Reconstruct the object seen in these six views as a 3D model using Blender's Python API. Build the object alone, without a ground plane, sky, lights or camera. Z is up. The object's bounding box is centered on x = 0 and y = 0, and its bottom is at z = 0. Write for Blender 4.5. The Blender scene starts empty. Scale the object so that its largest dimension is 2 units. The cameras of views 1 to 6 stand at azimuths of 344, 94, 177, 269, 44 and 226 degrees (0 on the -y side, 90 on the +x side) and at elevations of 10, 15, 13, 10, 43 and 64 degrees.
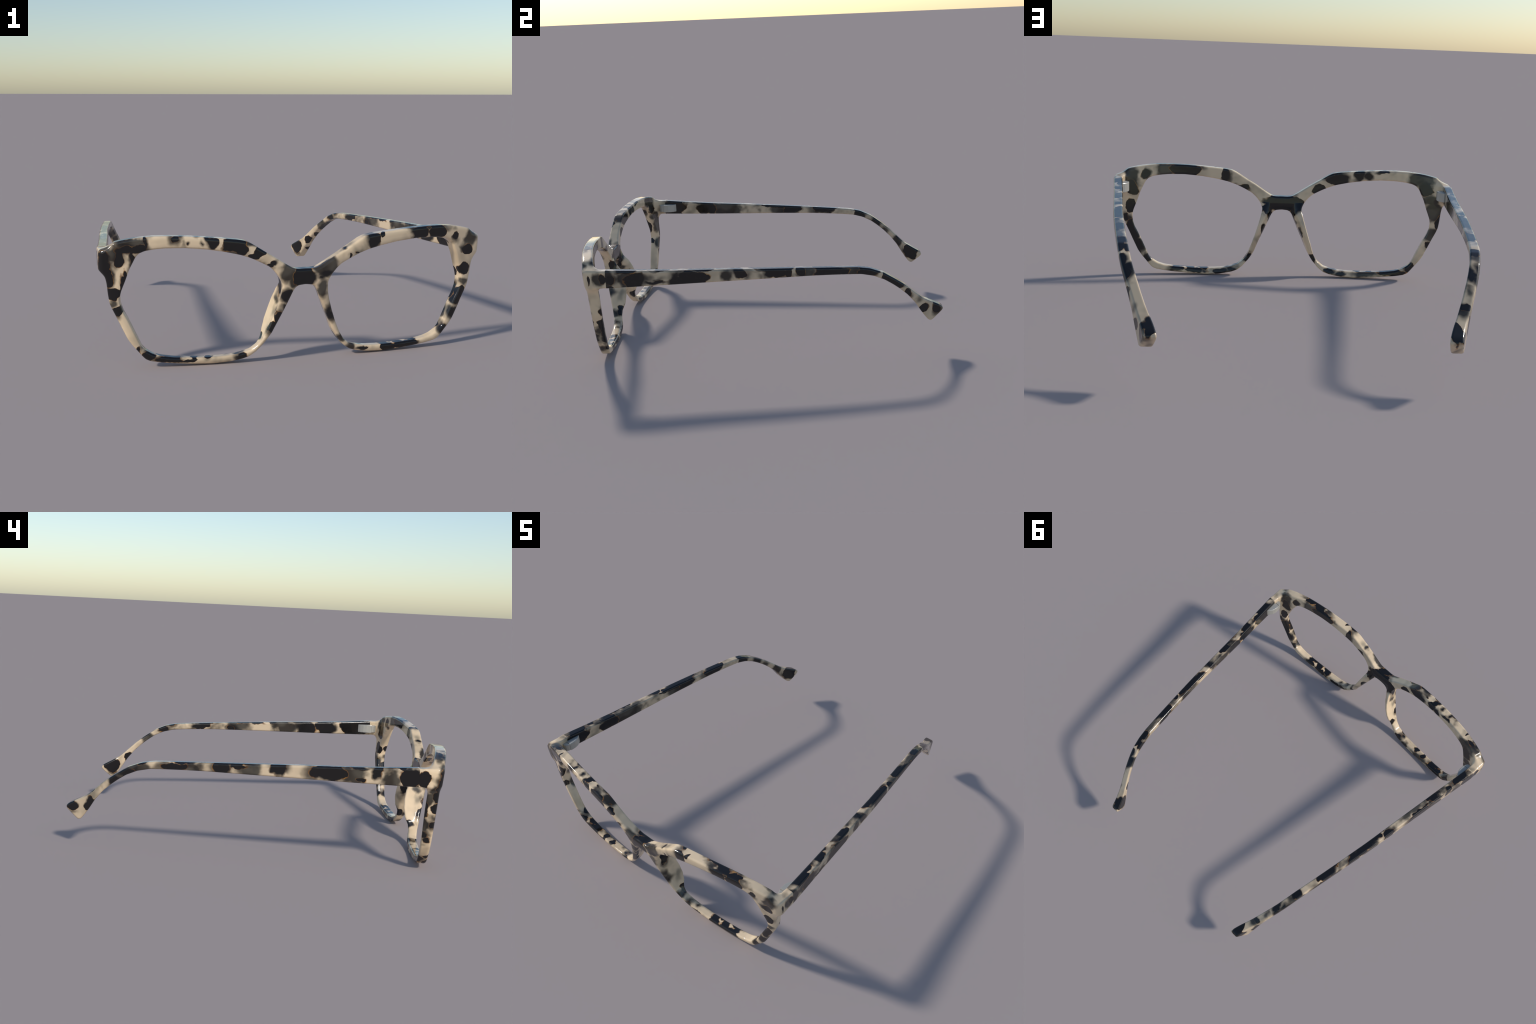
# Mottled acetate eyeglass frame (no lenses), open, standing on rims.
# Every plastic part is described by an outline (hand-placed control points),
# a thickness rule and rounded edges; the surface is meshed from that description.
import bpy
import bmesh
import numpy as np

# ------------------------------------------------------------------ helpers
def smooth_outline(points, spacing=0.003, sigma=0.006, closed=True):
    """Dense, softly smoothed polyline through control points."""
    p = np.array(points, float)
    q = np.vstack([p, p[:1]]) if closed else p
    seg = np.r_[0, np.cumsum(np.linalg.norm(np.diff(q, axis=0), axis=1))]
    n = int(seg[-1] / spacing)
    t = np.linspace(0, seg[-1], n, endpoint=not closed)
    d = np.stack([np.interp(t, seg, q[:, i]) for i in (0, 1)], 1)
    k = int(3 * sigma / spacing) + 1
    w = np.exp(-0.5 * (np.arange(-k, k + 1) * spacing / sigma) ** 2)
    w /= w.sum()
    pad = np.vstack([d[-k:], d, d[:k]])
    return np.stack([np.convolve(pad[:, i], w, "valid") for i in (0, 1)], 1)


def polygon_distance(poly, gx, gy):
    """Signed distance (negative inside) to a closed polygon on a grid."""
    X, Y = np.meshgrid(gx, gy, indexing="ij")
    best = np.full(X.shape, 1e9)
    inside = np.zeros(X.shape, bool)
    a = poly
    b = np.roll(poly, -1, axis=0)
    for (ax, ay), (bx, by) in zip(a, b):
        ex, ey = bx - ax, by - ay
        L = ex * ex + ey * ey
        if L < 1e-14:
            continue
        t = np.clip(((X - ax) * ex + (Y - ay) * ey) / L, 0, 1)
        best = np.minimum(best, (X - ax - t * ex) ** 2 + (Y - ay - t * ey) ** 2)
        if ay != by:
            cross = ((ay > Y) != (by > Y)) & (X < ex * (Y - ay) / ey + ax)
            inside ^= cross
    d = np.sqrt(best)
    return np.where(inside, -d, d)


def grid_sampler(grid, gx, gy):
    x0, hx, y0, hy = gx[0], gx[1] - gx[0], gy[0], gy[1] - gy[0]
    nx, ny = grid.shape

    def sample(x, y):
        fx = np.clip((x - x0) / hx, 0, nx - 1.001)
        fy = np.clip((y - y0) / hy, 0, ny - 1.001)
        i = fx.astype(int)
        j = fy.astype(int)
        fx = fx - i
        fy = fy - j
        return ((grid[i, j] * (1 - fx) + grid[i + 1, j] * fx) * (1 - fy)
                + (grid[i, j + 1] * (1 - fx) + grid[i + 1, j + 1] * fx) * fy)
    return sample


def round_and(a, b, r):
    """Intersection of two solids with an edge rounded to radius r."""
    u = np.maximum(a + r, 0)
    v = np.maximum(b + r, 0)
    return np.minimum(np.maximum(a, b) + r, 0) + np.sqrt(u * u + v * v) - r


def soft_or(a, b, k):
    """Union of two solids with a fillet of size k."""
    h = np.clip(0.5 + 0.5 * (b - a) / k, 0, 1)
    return b + (a - b) * h - k * h * (1 - h)


def step(x, lo, hi):
    t = np.clip((x - lo) / (hi - lo), 0, 1)
    return t * t * (3 - 2 * t)


def gradient(f, p, e=1.5e-4):
    g = np.empty_like(p)
    for i in range(3):
        q = p.copy(); q[:, i] += e
        r = p.copy(); r[:, i] -= e
        g[:, i] = (f(q[:, 0], q[:, 1], q[:, 2]) - f(r[:, 0], r[:, 1], r[:, 2])) / (2 * e)
    return g


def skin(f, lo, hi, h):
    """Quad skin of the solid f<0 (surface nets, then pulled onto f=0)."""
    ax = [np.arange(a, b + h, h) for a, b in zip(lo, hi)]
    X, Y, Z = np.meshgrid(*ax, indexing="ij")
    F = f(X.ravel(), Y.ravel(), Z.ravel()).reshape(X.shape)
    S = F < 0
    n = S.shape
    cnt = np.zeros(tuple(k - 1 for k in n), int)
    for dx in (0, 1):
        for dy in (0, 1):
            for dz in (0, 1):
                cnt += S[dx:n[0] - 1 + dx, dy:n[1] - 1 + dy, dz:n[2] - 1 + dz]
    cells = np.argwhere((cnt > 0) & (cnt < 8))
    index = np.full(cnt.shape, -1)
    index[tuple(cells.T)] = np.arange(len(cells))
    v = np.array(lo) + (cells + 0.5) * h
    for _ in range(7):
        g = gradient(f, v)
        s = f(v[:, 0], v[:, 1], v[:, 2]) / np.maximum((g * g).sum(1), 0.05)
        mv = g * s[:, None]
        ln = np.linalg.norm(mv, axis=1)
        mv *= np.minimum(1, 0.8 * h / np.maximum(ln, 1e-12))[:, None]
        v = v - mv
    faces = []
    for a in range(3):
        b, c = (a + 1) % 3, (a + 2) % 3
        sl0 = [slice(None)] * 3; sl1 = [slice(None)] * 3
        sl0[a] = slice(0, -1); sl1[a] = slice(1, None)
        s0, s1 = S[tuple(sl0)], S[tuple(sl1)]
        e = np.argwhere(s0 != s1)
        e = e[(e[:, b] > 0) & (e[:, c] > 0) & (e[:, b] < n[b] - 1) & (e[:, c] < n[c] - 1)]
        flip = s0[tuple(e.T)]
        quad = []
        for ob, oc in ((-1, -1), (0, -1), (0, 0), (-1, 0)):
            q = e.copy(); q[:, b] += ob; q[:, c] += oc
            quad.append(index[tuple(q.T)])
        quad = np.stack(quad, 1)
        quad[~flip] = quad[~flip][:, ::-1]
        faces.append(quad)
    faces = np.vstack(faces)
    g = gradient(f, v)
    nrm = g / np.maximum(np.linalg.norm(g, axis=1), 1e-9)[:, None]
    return v, faces, nrm


def mesh_object(name, v, faces, normals, material, parent):
    used = np.unique(np.concatenate([np.ravel(q) for q in faces]))
    remap = np.full(len(v), -1); remap[used] = np.arange(len(used))
    me = bpy.data.meshes.new(name)
    me.from_pydata(v[used].tolist(), [], [[int(remap[i]) for i in q] for q in faces])
    me.polygons.foreach_set("use_smooth", np.ones(len(faces), bool))
    me.materials.append(material)
    me.update()
    if normals is not None:
        me.normals_split_custom_set_from_vertices(normals[used].tolist())
    ob = bpy.data.objects.new(name, me)
    bpy.context.scene.collection.objects.link(ob)
    ob.parent = parent
    return ob

# ------------------------------------------------------------------ outlines
# right half of the front, seen from the front: (x, z)
OUTER = [(0, .454), (.03, .453), (.05, .455), (.066, .4595), (.105, .483), (.16, .518), (.22, .554),
         (.272, .586), (.297, .597), (.33, .603), (.405, .611), (.49, .618), (.56, .623), (.65, .626),
         (.72, .6255), (.79, .619), (.83, .613), (.863, .606), (.888, .600), (.897, .592), (.911, .577),
         (.930, .561), (.941, .545), (.943, .50), (.936, .461), (.924, .437), (.918, .41), (.913, .36),
         (.907, .319), (.898, .295), (.876, .249), (.853, .198), (.826, .141), (.805, .111), (.783, .085),
         (.762, .059), (.746, .042), (.723, .032), (.68, .024), (.61, .0155), (.535, .0085), (.43, .0035),
         (.35, .008), (.29, .018), (.255, .030), (.224, .053), (.188, .094), (.154, .145), (.143, .17),
         (.103, .256), (.080, .307), (.066, .340), (.059, .355), (.050, .368), (.035, .378), (0, .382)]
LENS = [(.114, .36), (.113, .385), (.119, .402), (.132, .424), (.155, .452), (.179, .473), (.223, .496),
        (.266, .516), (.315, .533), (.385, .549), (.47, .563), (.572, .572), (.66, .572), (.708, .568),
        (.75, .561), (.776, .550), (.792, .532), (.803, .509), (.82, .474), (.838, .421), (.856, .374),
        (.862, .35), (.860, .312), (.848, .277), (.828, .24), (.804, .19), (.765, .104), (.746, .084),
        (.713, .064), (.676, .052), (.61, .042), (.496, .036), (.405, .0355), (.341, .039), (.293, .047),
        (.25, .061), (.216, .088), (.19, .128), (.163, .187), (.141, .245), (.124, .30), (.117, .33)]
# side of one arm: (y, z)
ARM = [(-.81, .5675), (-.768, .565), (-.6, .5545), (-.42, .5455), (-.2, .5385), (0, .530), (.22, .521), (.40, .512),
       (.53, .505), (.60, .493), (.67, .465), (.737, .420), (.792, .379), (.868, .309), (.895, .287),
       (.935, .265), (.983, .240), (.999, .229), (1.001, .218), (.989, .204), (.945, .165), (.932, .158),
       (.918, .165), (.900, .188), (.875, .224), (.843, .276), (.80, .328), (.758, .367), (.721, .396),
       (.677, .426), (.62, .452), (.554, .467), (.48, .471), (.40, .474), (.28, .4765), (.1, .476),
       (-.17, .474), (-.42, .472), (-.62, .472), (-.81, .472)]
# arm seen from above: (y, centre x, thickness)
ARM_PLAN = [(-.78, .9260, .048), (-.43, .881, .047), (.06, .822, .046), (.30, .787, .046), (.52, .752, .046),
            (.62, .733, .046), (.70, .713, .047), (.80, .672, .047), (.86, .643, .048), (.92, .613, .053),
            (1.01, .581, .056)]

# ------------------------------------------------------------------ front
half = smooth_outline([(-x, z) for x, z in OUTER[:0:-1]] + OUTER, sigma=.0055)
lens = smooth_outline(LENS, sigma=.0055)
gx = np.arange(-.02, 1.02, .003)
gz = np.arange(-.06, .70, .003)
d_out = polygon_distance(half, gx, gz)
d_lens = polygon_distance(lens, gx, gz)
plan = grid_sampler(np.maximum(d_out - .0025, -.0005 - d_lens), gx, gz)
lens_edge = grid_sampler(d_lens, gx, gz)


def front_surface(x, z):
    """Face-form curve plus tilt of the front face."""
    t = z - .03
    return -.92 - .192 * t + .202 * t * (t - .38) + (.07 + .3117 * t - .36 * t * t) * x * x


PAD_Z = [.08, .11, .15, .20, .25, .30, .35, .38, .42]
PAD_D = [.000, .009, .036, .053, .059, .056, .039, .016, .0]


def pad_depth(ax, z):
    return np.interp(z, PAD_Z, PAD_D) * (1 - step(ax, .19, .25))


def box(x, y, z, c, hsize, r):
    q = [np.abs(a - b) - s + r for a, b, s in zip((x, y, z), c, hsize)]
    o = np.sqrt(sum(np.maximum(k, 0) ** 2 for k in q))
    return o + np.minimum(np.maximum(np.maximum(q[0], q[1]), q[2]), 0) - r


def front_solid(x, y, z):
    ax = np.abs(x)
    s = y - front_surface(ax, z)
    pad = pad_depth(ax, z)
    deep = np.maximum(s - .03, 0)
    u = ax * (1 + .22 * s) - .20 * deep * np.minimum(pad / .05, 1)
    d2 = plan(u, z)
    # pads rise from the nose side and end in a soft edge on the lens side
    across = np.clip(lens_edge(u, z) / .050, 0, 1) ** 2
    T = .052 + .008 * step(z, .05, .40) + pad * (1 - across) + .006 * (1 - step(ax, .05, .16)) * step(z, .36, .42)
    crown = .0045 * np.clip(1 + d2 / .024, 0, 1) ** 2      # front face is gently domed
    slab = np.maximum(crown - s, s - T)
    rim = round_and(d2, slab, .0095)
    # end piece: block running back to the arm joint
    end = box(ax, y, z, (.9245, -.815, .519), (.0240, .0850, .0465), .009)
    end = round_and(end, -s + .004, .022)
    return soft_or(rim, end, .040)


JOINT = -.7700


def cut(v, faces, f, y0, keep_back):
    """Saw a skin off flat at y = y0 and cap it."""
    bm = bmesh.new()
    vs = [bm.verts.new(p) for p in v]
    for q in faces:
        bm.faces.new([vs[i] for i in q])
    res = bmesh.ops.bisect_plane(bm, geom=bm.verts[:] + bm.edges[:] + bm.faces[:], plane_co=(0, y0, 0),
                                 plane_no=(0, 1, 0), clear_outer=not keep_back, clear_inner=keep_back)
    rim = [e for e in bm.edges if e.is_boundary]
    bmesh.ops.holes_fill(bm, edges=rim, sides=0)
    bmesh.ops.triangulate(bm, faces=[q for q in bm.faces if len(q.verts) > 4])
    bm.verts.index_update()
    v = np.array([p.co[:] for p in bm.verts])
    fc = [[p.index for p in q.verts] for q in bm.faces]
    bm.free()
    g = gradient(f, v)
    return v, fc, g / np.maximum(np.linalg.norm(g, axis=1), 1e-9)[:, None]


fv, ff, fn = skin(front_solid, (-.984, -1.03, -.02), (.984, -.745, .66), .0042)
fv, ff, fn = cut(fv, ff, front_solid, JOINT, False)

# ------------------------------------------------------------------ arms
arm_outline = smooth_outline([(y, z + (.0015 if i < 17 else 0)) for i, (y, z) in enumerate(ARM)], sigma=.006)
gy = np.arange(-.86, 1.06, .003)
gz2 = np.arange(.10, .62, .003)
arm_side = grid_sampler(polygon_distance(arm_outline, gy, gz2), gy, gz2)
plan_y = np.array([p[0] for p in ARM_PLAN])


def plan_curve(k):
    vals = np.array([p[k] for p in ARM_PLAN])
    yy = np.arange(-.9, 1.1, .005)
    v = np.interp(yy, plan_y, vals)
    lin = vals[0] + (yy - plan_y[0]) * (vals[1] - vals[0]) / (plan_y[1] - plan_y[0])
    v = np.where(yy < plan_y[0], lin, v)
    w = np.exp(-.5 * (np.arange(-24, 25) * .005 / .035) ** 2); w /= w.sum()
    v = np.convolve(np.pad(v, 24, mode="reflect", reflect_type="odd"), w, "valid")
    return lambda y: np.interp(y, yy, v)


arm_x = plan_curve(1)
arm_t = plan_curve(2)


def arm_solid(side):
    def f(x, y, z):
        w = np.abs(x - side * arm_x(y)) - .5 * arm_t(y)
        return round_and(arm_side(y, z) - .0004, w * .985, .010)
    return f

# ------------------------------------------------------------------ where the mottling sits
# Acetate mottling: inky flakes with crisp edges and smoky clouds with soft ones,
# each an ellipsoid.  Front and back face: (x, z, half width, half height).
FRONT_FLAKES = [(-.849, .404, .011, .041), (-.777, .570, .025, .013), (-.888, .364, .029, .019),
    (-.748, .602, .008, .020), (-.614, .612, .015, .014), (-.558, .591, .006, .007),
    (-.500, .590, .006, .007), (-.449, .595, .024, .020), (-.473, .612, .014, .007),
    (-.342, .583, .045, .029), (-.311, .558, .024, .021), (-.229, .543, .022, .017),
    (-.255, .522, .022, .012), (-.162, .496, .015, .011), (-.178, .479, .012, .009),
    (-.007, .419, .048, .035), (.097, .426, .025, .015), (.078, .409, .013, .010),
    (-.092, .335, .025, .028), (-.118, .214, .020, .028), (-.151, .174, .023, .023),
    (-.872, .279, .025, .023), (-.777, .088, .009, .013), (-.735, .056, .021, .016),
    (-.641, .036, .050, .013), (-.538, .029, .029, .007), (-.302, .026, .026, .016),
    (.337, .576, .029, .033), (.389, .605, .012, .011), (.578, .599, .049, .028),
    (.692, .597, .039, .030), (.800, .569, .018, .023), (.879, .495, .029, .022),
    (.872, .396, .024, .023), (.861, .277, .019, .022), (.833, .240, .022, .024),
    (.817, .174, .023, .026), (.770, .086, .017, .019), (.565, .029, .051, .014),
    (.458, .018, .034, .016), (.323, .030, .022, .008), (.135, .227, .015, .025),
    (.150, .205, .011, .013), (.216, .502, .004, .009), (.250, .517, .008, .004)]
FRONT_CLOUDS = [(-.923, .512, .033, .054), (-.931, .424, .020, .045), (-.811, .511, .012, .036),
    (-.837, .598, .029, .011), (-.833, .568, .051, .012), (-.088, .448, .030, .027),
    (-.091, .441, .027, .032), (-.061, .404, .018, .023), (.092, .464, .044, .038),
    (.084, .357, .018, .033), (-.099, .277, .013, .013), (-.896, .325, .012, .013),
    (.894, .554, .028, .032), (.870, .328, .019, .013), (.260, .033, .018, .019),
    (.199, .095, .020, .015)]
BACK_FLAKES = [(.854, .495, .025, .029), (.783, .572, .022, .028), (.565, .599, .070, .031),
    (.330, .573, .021, .030), (.222, .505, .029, .013), (.860, .395, .025, .026),
    (.848, .257, .036, .049), (.818, .167, .033, .032), (.760, .093, .018, .019),
    (.605, .032, .041, .015), (.488, .024, .045, .011), (.349, .023, .032, .011),
    (.281, .036, .023, .015), (.188, .105, .019, .023), (.097, .362, .032, .041),
    (.004, .417, .091, .036), (-.096, .376, .032, .049), (-.189, .104, .018, .023),
    (-.217, .504, .034, .021), (-.328, .568, .056, .031), (-.447, .596, .031, .024),
    (-.499, .591, .021, .019), (-.576, .620, .033, .007), (-.823, .535, .035, .031),
    (-.900, .340, .011, .030), (-.849, .221, .016, .015), (-.752, .079, .021, .024),
    (-.283, .035, .027, .014), (-.348, .023, .031, .011), (-.648, .043, .068, .014)]
BACK_CLOUDS = [(.862, .539, .029, .055), (.682, .594, .044, .029), (.863, .324, .016, .019),
    (-.102, .305, .023, .015), (-.805, .590, .068, .036), (-.874, .407, .036, .038),
    (-.863, .474, .051, .022), (-.860, .277, .037, .027), (-.497, .027, .053, .015)]
# dark mass with pale streaks on one outer corner
CORNER_FLAKES = [(-.923, .484, .042, .038), (-.930, .53, .025, .03), (-.866, .531, .020, .047), (-.917, .425, .022, .035),
    (-.838, .571, .050, .014), (-.806, .53, .011, .035), (-.838, .435, .009, .047)]
# top and bottom walls of the rims: (x, z, half width)
WALL_FLAKES = [(.612, .624, .075), (.69, .622, .05), (.341, .60, .018), (.194, .54, .03), (-.517, .622, .018), (-.587, .625, .015),
    (-.455, .618, .022), (-.309, .585, .035), (-.26, .565, .03), (-.384, .602, .022), (.01, .455, .05), (-.80, .612, .045),
    (-.447, .038, .018), (-.516, .038, .018), (-.597, .042, .022), (-.68, .052, .026), (-.314, .042, .018),
    (.605, .042, .022), (.523, .038, .022), (.444, .037, .022), (.313, .042, .016), (.26, .052, .016)]
# arms, outer and inner face: (y, z, half length, half height)
LEFT_OUTER_FLAKES = [(-.751, .515, .023, .022), (-.754, .476, .018, .006), (-.625, .508, .051, .031),
    (-.530, .489, .045, .008), (-.366, .498, .106, .029), (-.090, .517, .030, .022),
    (.099, .506, .043, .026), (.082, .507, .027, .022), (.171, .501, .018, .023),
    (.235, .502, .018, .021), (.389, .493, .084, .023), (.588, .479, .056, .023),
    (.694, .437, .038, .026), (.739, .402, .039, .026), (.800, .337, .016, .017),
    (.886, .238, .019, .017), (.953, .231, .020, .022)]
LEFT_OUTER_CLOUDS = [(-.781, .517, .030, .044), (-.666, .516, .036, .032), (-.149, .505, .023, .019),
    (.260, .499, .031, .019), (.501, .495, .037, .026)]
LEFT_INNER_FLAKES = [(-.464, .512, .059, .035), (-.630, .518, .068, .038), (-.725, .521, .048, .039),
    (-.323, .504, .055, .035), (.384, .498, .057, .019), (.621, .472, .025, .018),
    (.839, .286, .027, .022), (.938, .238, .047, .035), (.180, .494, .019, .016)]
LEFT_INNER_CLOUDS = [(-.174, .503, .055, .031), (.136, .505, .058, .026), (.723, .417, .036, .019)]
RIGHT_OUTER_FLAKES = [(-.732, .517, .041, .039), (-.569, .528, .026, .031), (-.346, .511, .083, .031),
    (-.492, .488, .022, .010), (-.090, .514, .035, .028), (.193, .501, .038, .022),
    (.103, .515, .035, .012), (.428, .491, .058, .015), (.672, .441, .045, .020),
    (.737, .400, .038, .022), (.860, .262, .027, .023), (.881, .236, .016, .015),
    (.961, .227, .033, .018)]
RIGHT_OUTER_CLOUDS = [(-.640, .510, .030, .034), (-.457, .514, .055, .034), (.053, .505, .042, .021),
    (.336, .493, .038, .017), (.593, .473, .054, .019)]
RIGHT_INNER_FLAKES = [(-.696, .518, .077, .043), (-.465, .514, .064, .032), (.138, .500, .049, .025),
    (.375, .501, .065, .023), (.607, .471, .032, .023), (.717, .424, .039, .026),
    (.939, .236, .046, .041)]
RIGHT_INNER_CLOUDS = [(-.305, .509, .088, .032), (.106, .504, .086, .028), (.771, .361, .031, .021),
    (.847, .298, .027, .029)]
# arm tops: (y, half length)
LEFT_TOP_FLAKES = [(-.675, .06), (-.50, .05), (-.28, .055), (-.10, .025), (.09, .11), (.355, .06), (.56, .028), (.735, .03)]
RIGHT_TOP_FLAKES = [(-.695, .065), (-.50, .06), (.08, .13), (.355, .06), (.595, .03), (.73, .03), (.86, .025)]

# ------------------------------------------------------------------ materials
def mottled(name, flakes, clouds, seed, pale, sharp):
    """Glossy cream acetate; flakes and clouds are lists of (centre, radii)."""
    m = bpy.data.materials.new(name)
    m.use_nodes = True
    nt = m.node_tree
    N, L = nt.nodes, nt.links
    bsdf = N["Principled BSDF"]

    def node(kind, **kw):
        n = N.new(kind)
        for k, v in kw.items():
            setattr(n, k, v)
        return n

    def noise(scale, detail, offset):
        mp = node("ShaderNodeMapping")
        mp.inputs["Location"].default_value = (offset, seed, offset * .7)
        L.new(coord.outputs["Object"], mp.inputs["Vector"])
        n = node("ShaderNodeTexNoise")
        n.inputs["Scale"].default_value = scale
        n.inputs["Detail"].default_value = detail
        L.new(mp.outputs["Vector"], n.inputs["Vector"])
        return n

    def ramp(src, lo, hi, a=0.0, b=1.0, kind="SMOOTHSTEP"):
        r = node("ShaderNodeMapRange", interpolation_type=kind)
        r.inputs["From Min"].default_value = lo
        r.inputs["From Max"].default_value = hi
        r.inputs["To Min"].default_value = a
        r.inputs["To Max"].default_value = b
        L.new(src, r.inputs["Value"])
        return r.outputs["Result"]

    def mix(fac, a, b):
        x = node("ShaderNodeMix", data_type="RGBA")
        L.new(fac, x.inputs["Factor"])
        for sock, v in ((x.inputs["A"], a), (x.inputs["B"], b)):
            if isinstance(v, tuple):
                sock.default_value = (*v, 1)
            else:
                L.new(v, sock)
        return x.outputs["Result"]

    coord = node("ShaderNodeTexCoord")
    # ragged outlines: bend the coordinates with coarse and fine noise
    warped = coord.outputs["Object"]
    for scale, amount, off in ((15, .044, 1.3), (44, .014, 4.1)):
        nz = noise(scale, 1.5, off)
        c = node("ShaderNodeVectorMath", operation="SUBTRACT")
        c.inputs[1].default_value = (.5, .5, .5)
        L.new(nz.outputs["Color"], c.inputs[0])
        add = node("ShaderNodeVectorMath", operation="MULTIPLY_ADD")
        add.inputs[1].default_value = (amount,) * 3
        L.new(c.outputs[0], add.inputs[0])
        L.new(warped, add.inputs[2])
        warped = add.outputs[0]

    def nearest(blobs):
        """Approximate distance to the nearest ellipsoid of the list."""
        best = None
        for ctr, rad in blobs:
            v = node("ShaderNodeVectorMath", operation="MULTIPLY_ADD")
            v.inputs[1].default_value = [1 / r for r in rad]
            v.inputs[2].default_value = [-c / r for c, r in zip(ctr, rad)]
            L.new(warped, v.inputs[0])
            ln = node("ShaderNodeVectorMath", operation="LENGTH")
            L.new(v.outputs[0], ln.inputs[0])
            rm = sorted(rad)[1] * .6 + min(rad) * .4
            d = node("ShaderNodeMath", operation="MULTIPLY_ADD")
            d.inputs[1].default_value = rm
            d.inputs[2].default_value = -rm
            L.new(ln.outputs["Value"], d.inputs[0])
            if best is None:
                best = d.outputs[0]
            else:
                mn = node("ShaderNodeMath", operation="SMOOTH_MIN")
                mn.inputs[2].default_value = .006
                L.new(best, mn.inputs[0])
                L.new(d.outputs[0], mn.inputs[1])
                best = mn.outputs[0]
        return best

    d_flake = nearest(flakes)
    d_cloud = nearest(clouds)
    cream = mix(ramp(noise(9, 2, 7.7).outputs["Fac"], .42, .72), pale, tuple(.74 * c for c in pale))
    # smoky depth showing through the cream
    cream = mix(ramp(noise(7.5, 2.5, 12.7).outputs["Fac"], .56, .74, 0, .75), cream, HAZE)
    smoke = mix(ramp(noise(13, 0, 2.2).outputs["Fac"], .35, .62), SMOKE, INK)
    col = mix(ramp(d_cloud, .010, -.009, 0, .95), cream, smoke)
    # smoke trailing off beside some of the flakes
    trail = node("ShaderNodeMath", operation="MULTIPLY")
    L.new(ramp(d_flake, .026, .002), trail.inputs[0])
    L.new(ramp(noise(10, 1, 15.1).outputs["Fac"], .47 + sharp, .60 + sharp, 0, .85), trail.inputs[1])
    col = mix(trail.outputs[0], col, smoke)
    # flakes lying deep in the sheet have blurred edges, those at the surface sharp ones
    depth = noise(8, .5, 19.3).outputs["Fac"]
    blur = ramp(depth, .46 + sharp, .66 + sharp, .0014, .013)
    edge = node("ShaderNodeMath", operation="DIVIDE")
    L.new(d_flake, edge.inputs[0])
    L.new(blur, edge.inputs[1])
    # a thin brown fringe, here and there glowing amber, round the sharp ones
    fringe = mix(ramp(noise(22, 1, 9.4).outputs["Fac"], .50, .66), BROWN, AMBER)
    wide = ramp(noise(18, 1, 5.9).outputs["Fac"], .50, .74, .0016, .007)
    over = node("ShaderNodeMath", operation="DIVIDE")
    L.new(d_flake, over.inputs[0])
    L.new(wide, over.inputs[1])
    rim = node("ShaderNodeMath", operation="MULTIPLY")
    L.new(ramp(over.outputs[0], 1, .1, 0, .8), rim.inputs[0])
    L.new(ramp(depth, .60 + sharp, .48 + sharp), rim.inputs[1])
    col = mix(rim.outputs[0], col, fringe)
    col = mix(ramp(edge.outputs[0], .8, -.9), col, INK)
    L.new(col, bsdf.inputs["Base Color"])
    bsdf.inputs["Roughness"].default_value = .11
    bsdf.inputs["IOR"].default_value = 1.5
    # very slight polish waviness
    bp = node("ShaderNodeBump")
    bp.inputs["Strength"].default_value = .05
    bp.inputs["Distance"].default_value = .004
    L.new(noise(30, 1, 3.3).outputs["Fac"], bp.inputs["Height"])
    L.new(bp.outputs["Normal"], bsdf.inputs["Normal"])
    return m


FRONT_CREAM = (.84, .645, .42)
ARM_CREAM = (.68, .53, .355)
HAZE = (.15, .135, .10)
SMOKE = (.055, .050, .040)
INK = (.010, .009, .0085)
BROWN = (.20, .085, .022)
AMBER = (.42, .19, .035)


def on_face(rows, depth, grow=1.38):
    return [((x, float(front_surface(x, z)) + depth, z), (a * grow, .026, b * grow)) for x, z, a, b in rows]


front_flakes = (on_face(FRONT_FLAKES, .006) + on_face(CORNER_FLAKES, .006, 1.12) + on_face(BACK_FLAKES, .054)
                + [((x, float(front_surface(x, z)) + .030, z), (a, .020, .012)) for x, z, a in WALL_FLAKES]
                + [((-.945, -.800, .515), (.03, .030, .042)), ((-.93, -.865, .50), (.03, .02, .05)),
                   ((.952, -.862, .515), (.02, .008, .032)), ((.94, -.785, .525), (.02, .020, .030)),
                   ((-.86, -.845, .185), (.03, .022, .020)), ((.885, -.83, .34), (.02, .012, .028)),
                   ((.86, -.82, .27), (.02, .012, .02)),
                   ((.106, -.885, .250), (.021, .035, .058)), ((-.106, -.885, .235), (.021, .035, .055))])
front_clouds = (on_face(FRONT_CLOUDS, .006, 1.5) + on_face(BACK_CLOUDS, .054, 1.5)
                + [((-.92, -.87, .47), (.05, .04, .09)), ((-.885, -.89, .545), (.05, .04, .035)), ((0, -.95, .43), (.075, .07, .04)),
                   ((-.80, -.93, .60), (.05, .06, .02)), ((.60, -.93, .622), (.11, .05, .014)),
                   ((-.29, -.96, .58), (.08, .05, .03)), ((.93, -.81, .52), (.03, .04, .05)),
                   ((-.65, -.875, .04), (.09, .04, .02)), ((.84, -.86, .24), (.03, .04, .07))])


def on_arm_top(rows, side):
    z_top = lambda y: max(z for yy, z in zip(*arm_outline.T) if abs(yy - y) < .01)
    return [((side * float(arm_x(y)), y, z_top(y)), (.032, a * 1.2, .013)) for y, a in rows]


def on_arm(rows, side, face, grow=1.35):
    return [((side * (float(arm_x(y)) + face), y, z), (.027, a * grow, b * grow)) for y, z, a, b in rows]


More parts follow.
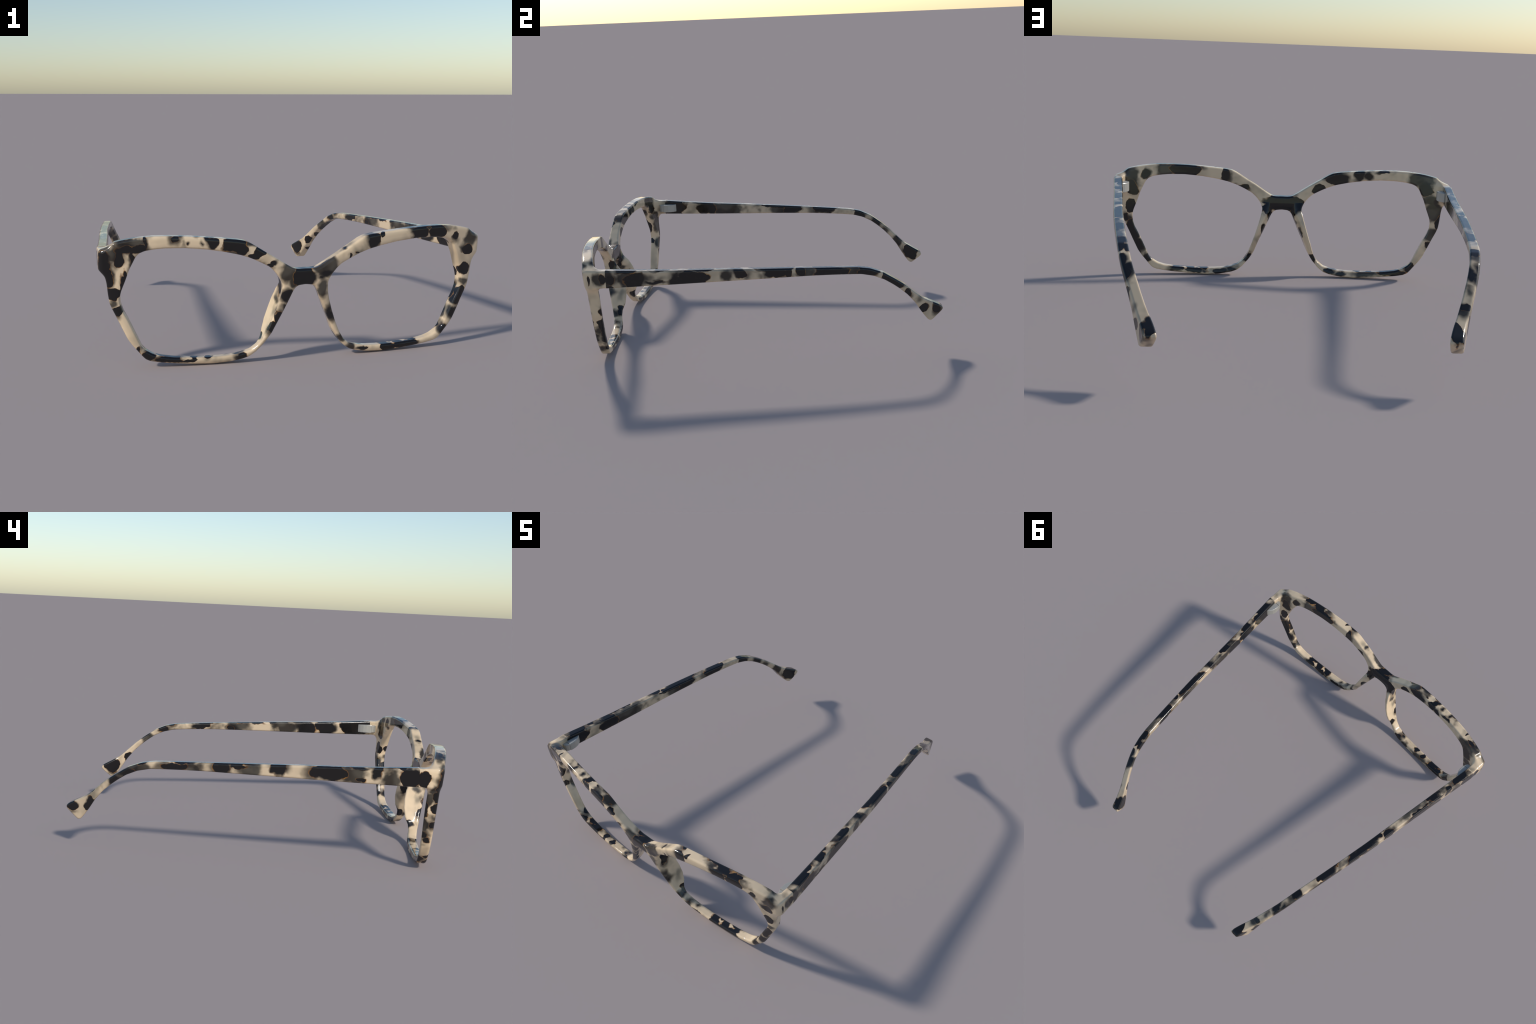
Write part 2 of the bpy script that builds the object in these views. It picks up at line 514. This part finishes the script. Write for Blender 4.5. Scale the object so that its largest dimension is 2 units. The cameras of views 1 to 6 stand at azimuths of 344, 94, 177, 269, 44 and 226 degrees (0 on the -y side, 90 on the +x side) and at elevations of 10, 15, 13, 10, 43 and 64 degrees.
front_acetate = mottled("front_acetate", front_flakes, front_clouds, 0.0, FRONT_CREAM, .05)
arm_acetate = {
    1: mottled("left_arm_acetate", on_arm(LEFT_OUTER_FLAKES, 1, .016) + on_arm(LEFT_INNER_FLAKES, 1, -.017)
               + on_arm_top(LEFT_TOP_FLAKES, 1),
               on_arm(LEFT_OUTER_CLOUDS, 1, .014, 1.6) + on_arm(LEFT_INNER_CLOUDS, 1, -.014, 1.6), 3.0, ARM_CREAM, .02),
    -1: mottled("right_arm_acetate", on_arm(RIGHT_OUTER_FLAKES, -1, .016) + on_arm(RIGHT_INNER_FLAKES, -1, -.017)
                + on_arm_top(RIGHT_TOP_FLAKES, -1),
                on_arm(RIGHT_OUTER_CLOUDS, -1, .014, 1.6) + on_arm(RIGHT_INNER_CLOUDS, -1, -.014, 1.6), 6.0, ARM_CREAM, .02)}

metal = bpy.data.materials.new("hinge_metal")
metal.use_nodes = True
mb = metal.node_tree.nodes["Principled BSDF"]
mb.inputs["Base Color"].default_value = (.50, .48, .42, 1)
mb.inputs["Metallic"].default_value = .25
mb.inputs["Roughness"].default_value = .34
mn = metal.node_tree.nodes.new("ShaderNodeTexNoise")
mn.inputs["Scale"].default_value = 60
mr = metal.node_tree.nodes.new("ShaderNodeMapRange")
mr.inputs["To Min"].default_value = .26
mr.inputs["To Max"].default_value = .44
metal.node_tree.links.new(mn.outputs["Fac"], mr.inputs["Value"])
metal.node_tree.links.new(mr.outputs["Result"], mb.inputs["Roughness"])

# ------------------------------------------------------------------ assemble
glasses = bpy.data.objects.new("eyeglasses", None)
bpy.context.scene.collection.objects.link(glasses)
glasses["label"] = "open eyeglass frame in cream and black mottled acetate"
glasses["category"] = "eyeglasses"

cen = np.array([fv[q].mean(0) for q in ff])
cx, cy, cz = cen.T
acx = np.abs(cx)
s_c = cy - front_surface(acx, cz)
region = np.where(cx > 0, 1, 2)                                   # rims
region = np.where((acx < .075) & (cz > .36), 0, region)            # bridge
is_pad = (acx < .215) & (cz > .10) & (cz < .385) & (s_c > .058)
region = np.where(is_pad, np.where(cx > 0, 3, 4), region)          # nose pads
is_end = (cz > .43) & (acx > .85) & (s_c > .060)
region = np.where(is_end, np.where(cx > 0, 5, 6), region)          # end pieces
for k, nm in enumerate(("bridge", "rim", "rim", "nose_pad", "nose_pad", "end_piece", "end_piece")):
    mesh_object(nm, fv, [q for q, r in zip(ff, region) if r == k], fn, front_acetate, glasses)

for side in (1, -1):
    f = arm_solid(side)
    v, fc, n = skin(f, (min(side * .54, side * .97), -.82, .13), (max(side * .54, side * .97), 1.02, .59), .0042)
    v, fc, n = cut(v, fc, f, JOINT + .0004, True)
    tip = np.array([v[q, 1].mean() for q in fc]) > .86
    arm = mesh_object("temple_arm", v, [q for q, t in zip(fc, tip) if not t], n, arm_acetate[side], glasses)
    mesh_object("temple_tip", v, [q for q, t in zip(fc, tip) if t], n, arm_acetate[side], arm)

    # metal hinge: a leaf on the arm's inner face and a knuckle at the corner, each
    # a plan outline with straight sides and chamfered rims
    leaf = [(.908, -.7785), (.8655, -.7785), (.8635, -.766), (.863, -.743), (.868, -.722), (.879, -.703),
            (.892, -.688), (.906, -.688)]
    knuckle = [(.908, -.808), (.884, -.808), (.8755, -.802), (.8690, -.791), (.8665, -.7795), (.908, -.7795)]
    for nm, pts, z0, z1 in (("hinge_leaf", leaf, .490, .541), ("hinge_knuckle", knuckle, .492, .539)):
        k, b = len(pts), .003
        mid = np.mean(pts, axis=0)
        vs, fs = [], []
        for z, sh in ((z0, b), (z0 + b, 0), (z1 - b, 0), (z1, b)):
            for pt in np.array(pts):
                inward = (mid - pt) / np.linalg.norm(mid - pt) * sh
                vs.append((side * (pt[0] + inward[0]), pt[1] + inward[1], z))
        for r in range(3):
            for i in range(k):
                j = (i + 1) % k
                fs.append((r * k + i, r * k + j, (r + 1) * k + j, (r + 1) * k + i))
        fs += [tuple(range(k))[::-1], tuple(range(3 * k, 4 * k))]
        me = bpy.data.meshes.new(nm)
        me.from_pydata(vs, [], fs)
        bm = bmesh.new()
        bm.from_mesh(me)
        bmesh.ops.recalc_face_normals(bm, faces=bm.faces)
        bm.to_mesh(me)
        bm.free()
        me.materials.append(metal)
        ho = bpy.data.objects.new(nm, me)
        bpy.context.scene.collection.objects.link(ho)
        ho.parent = arm
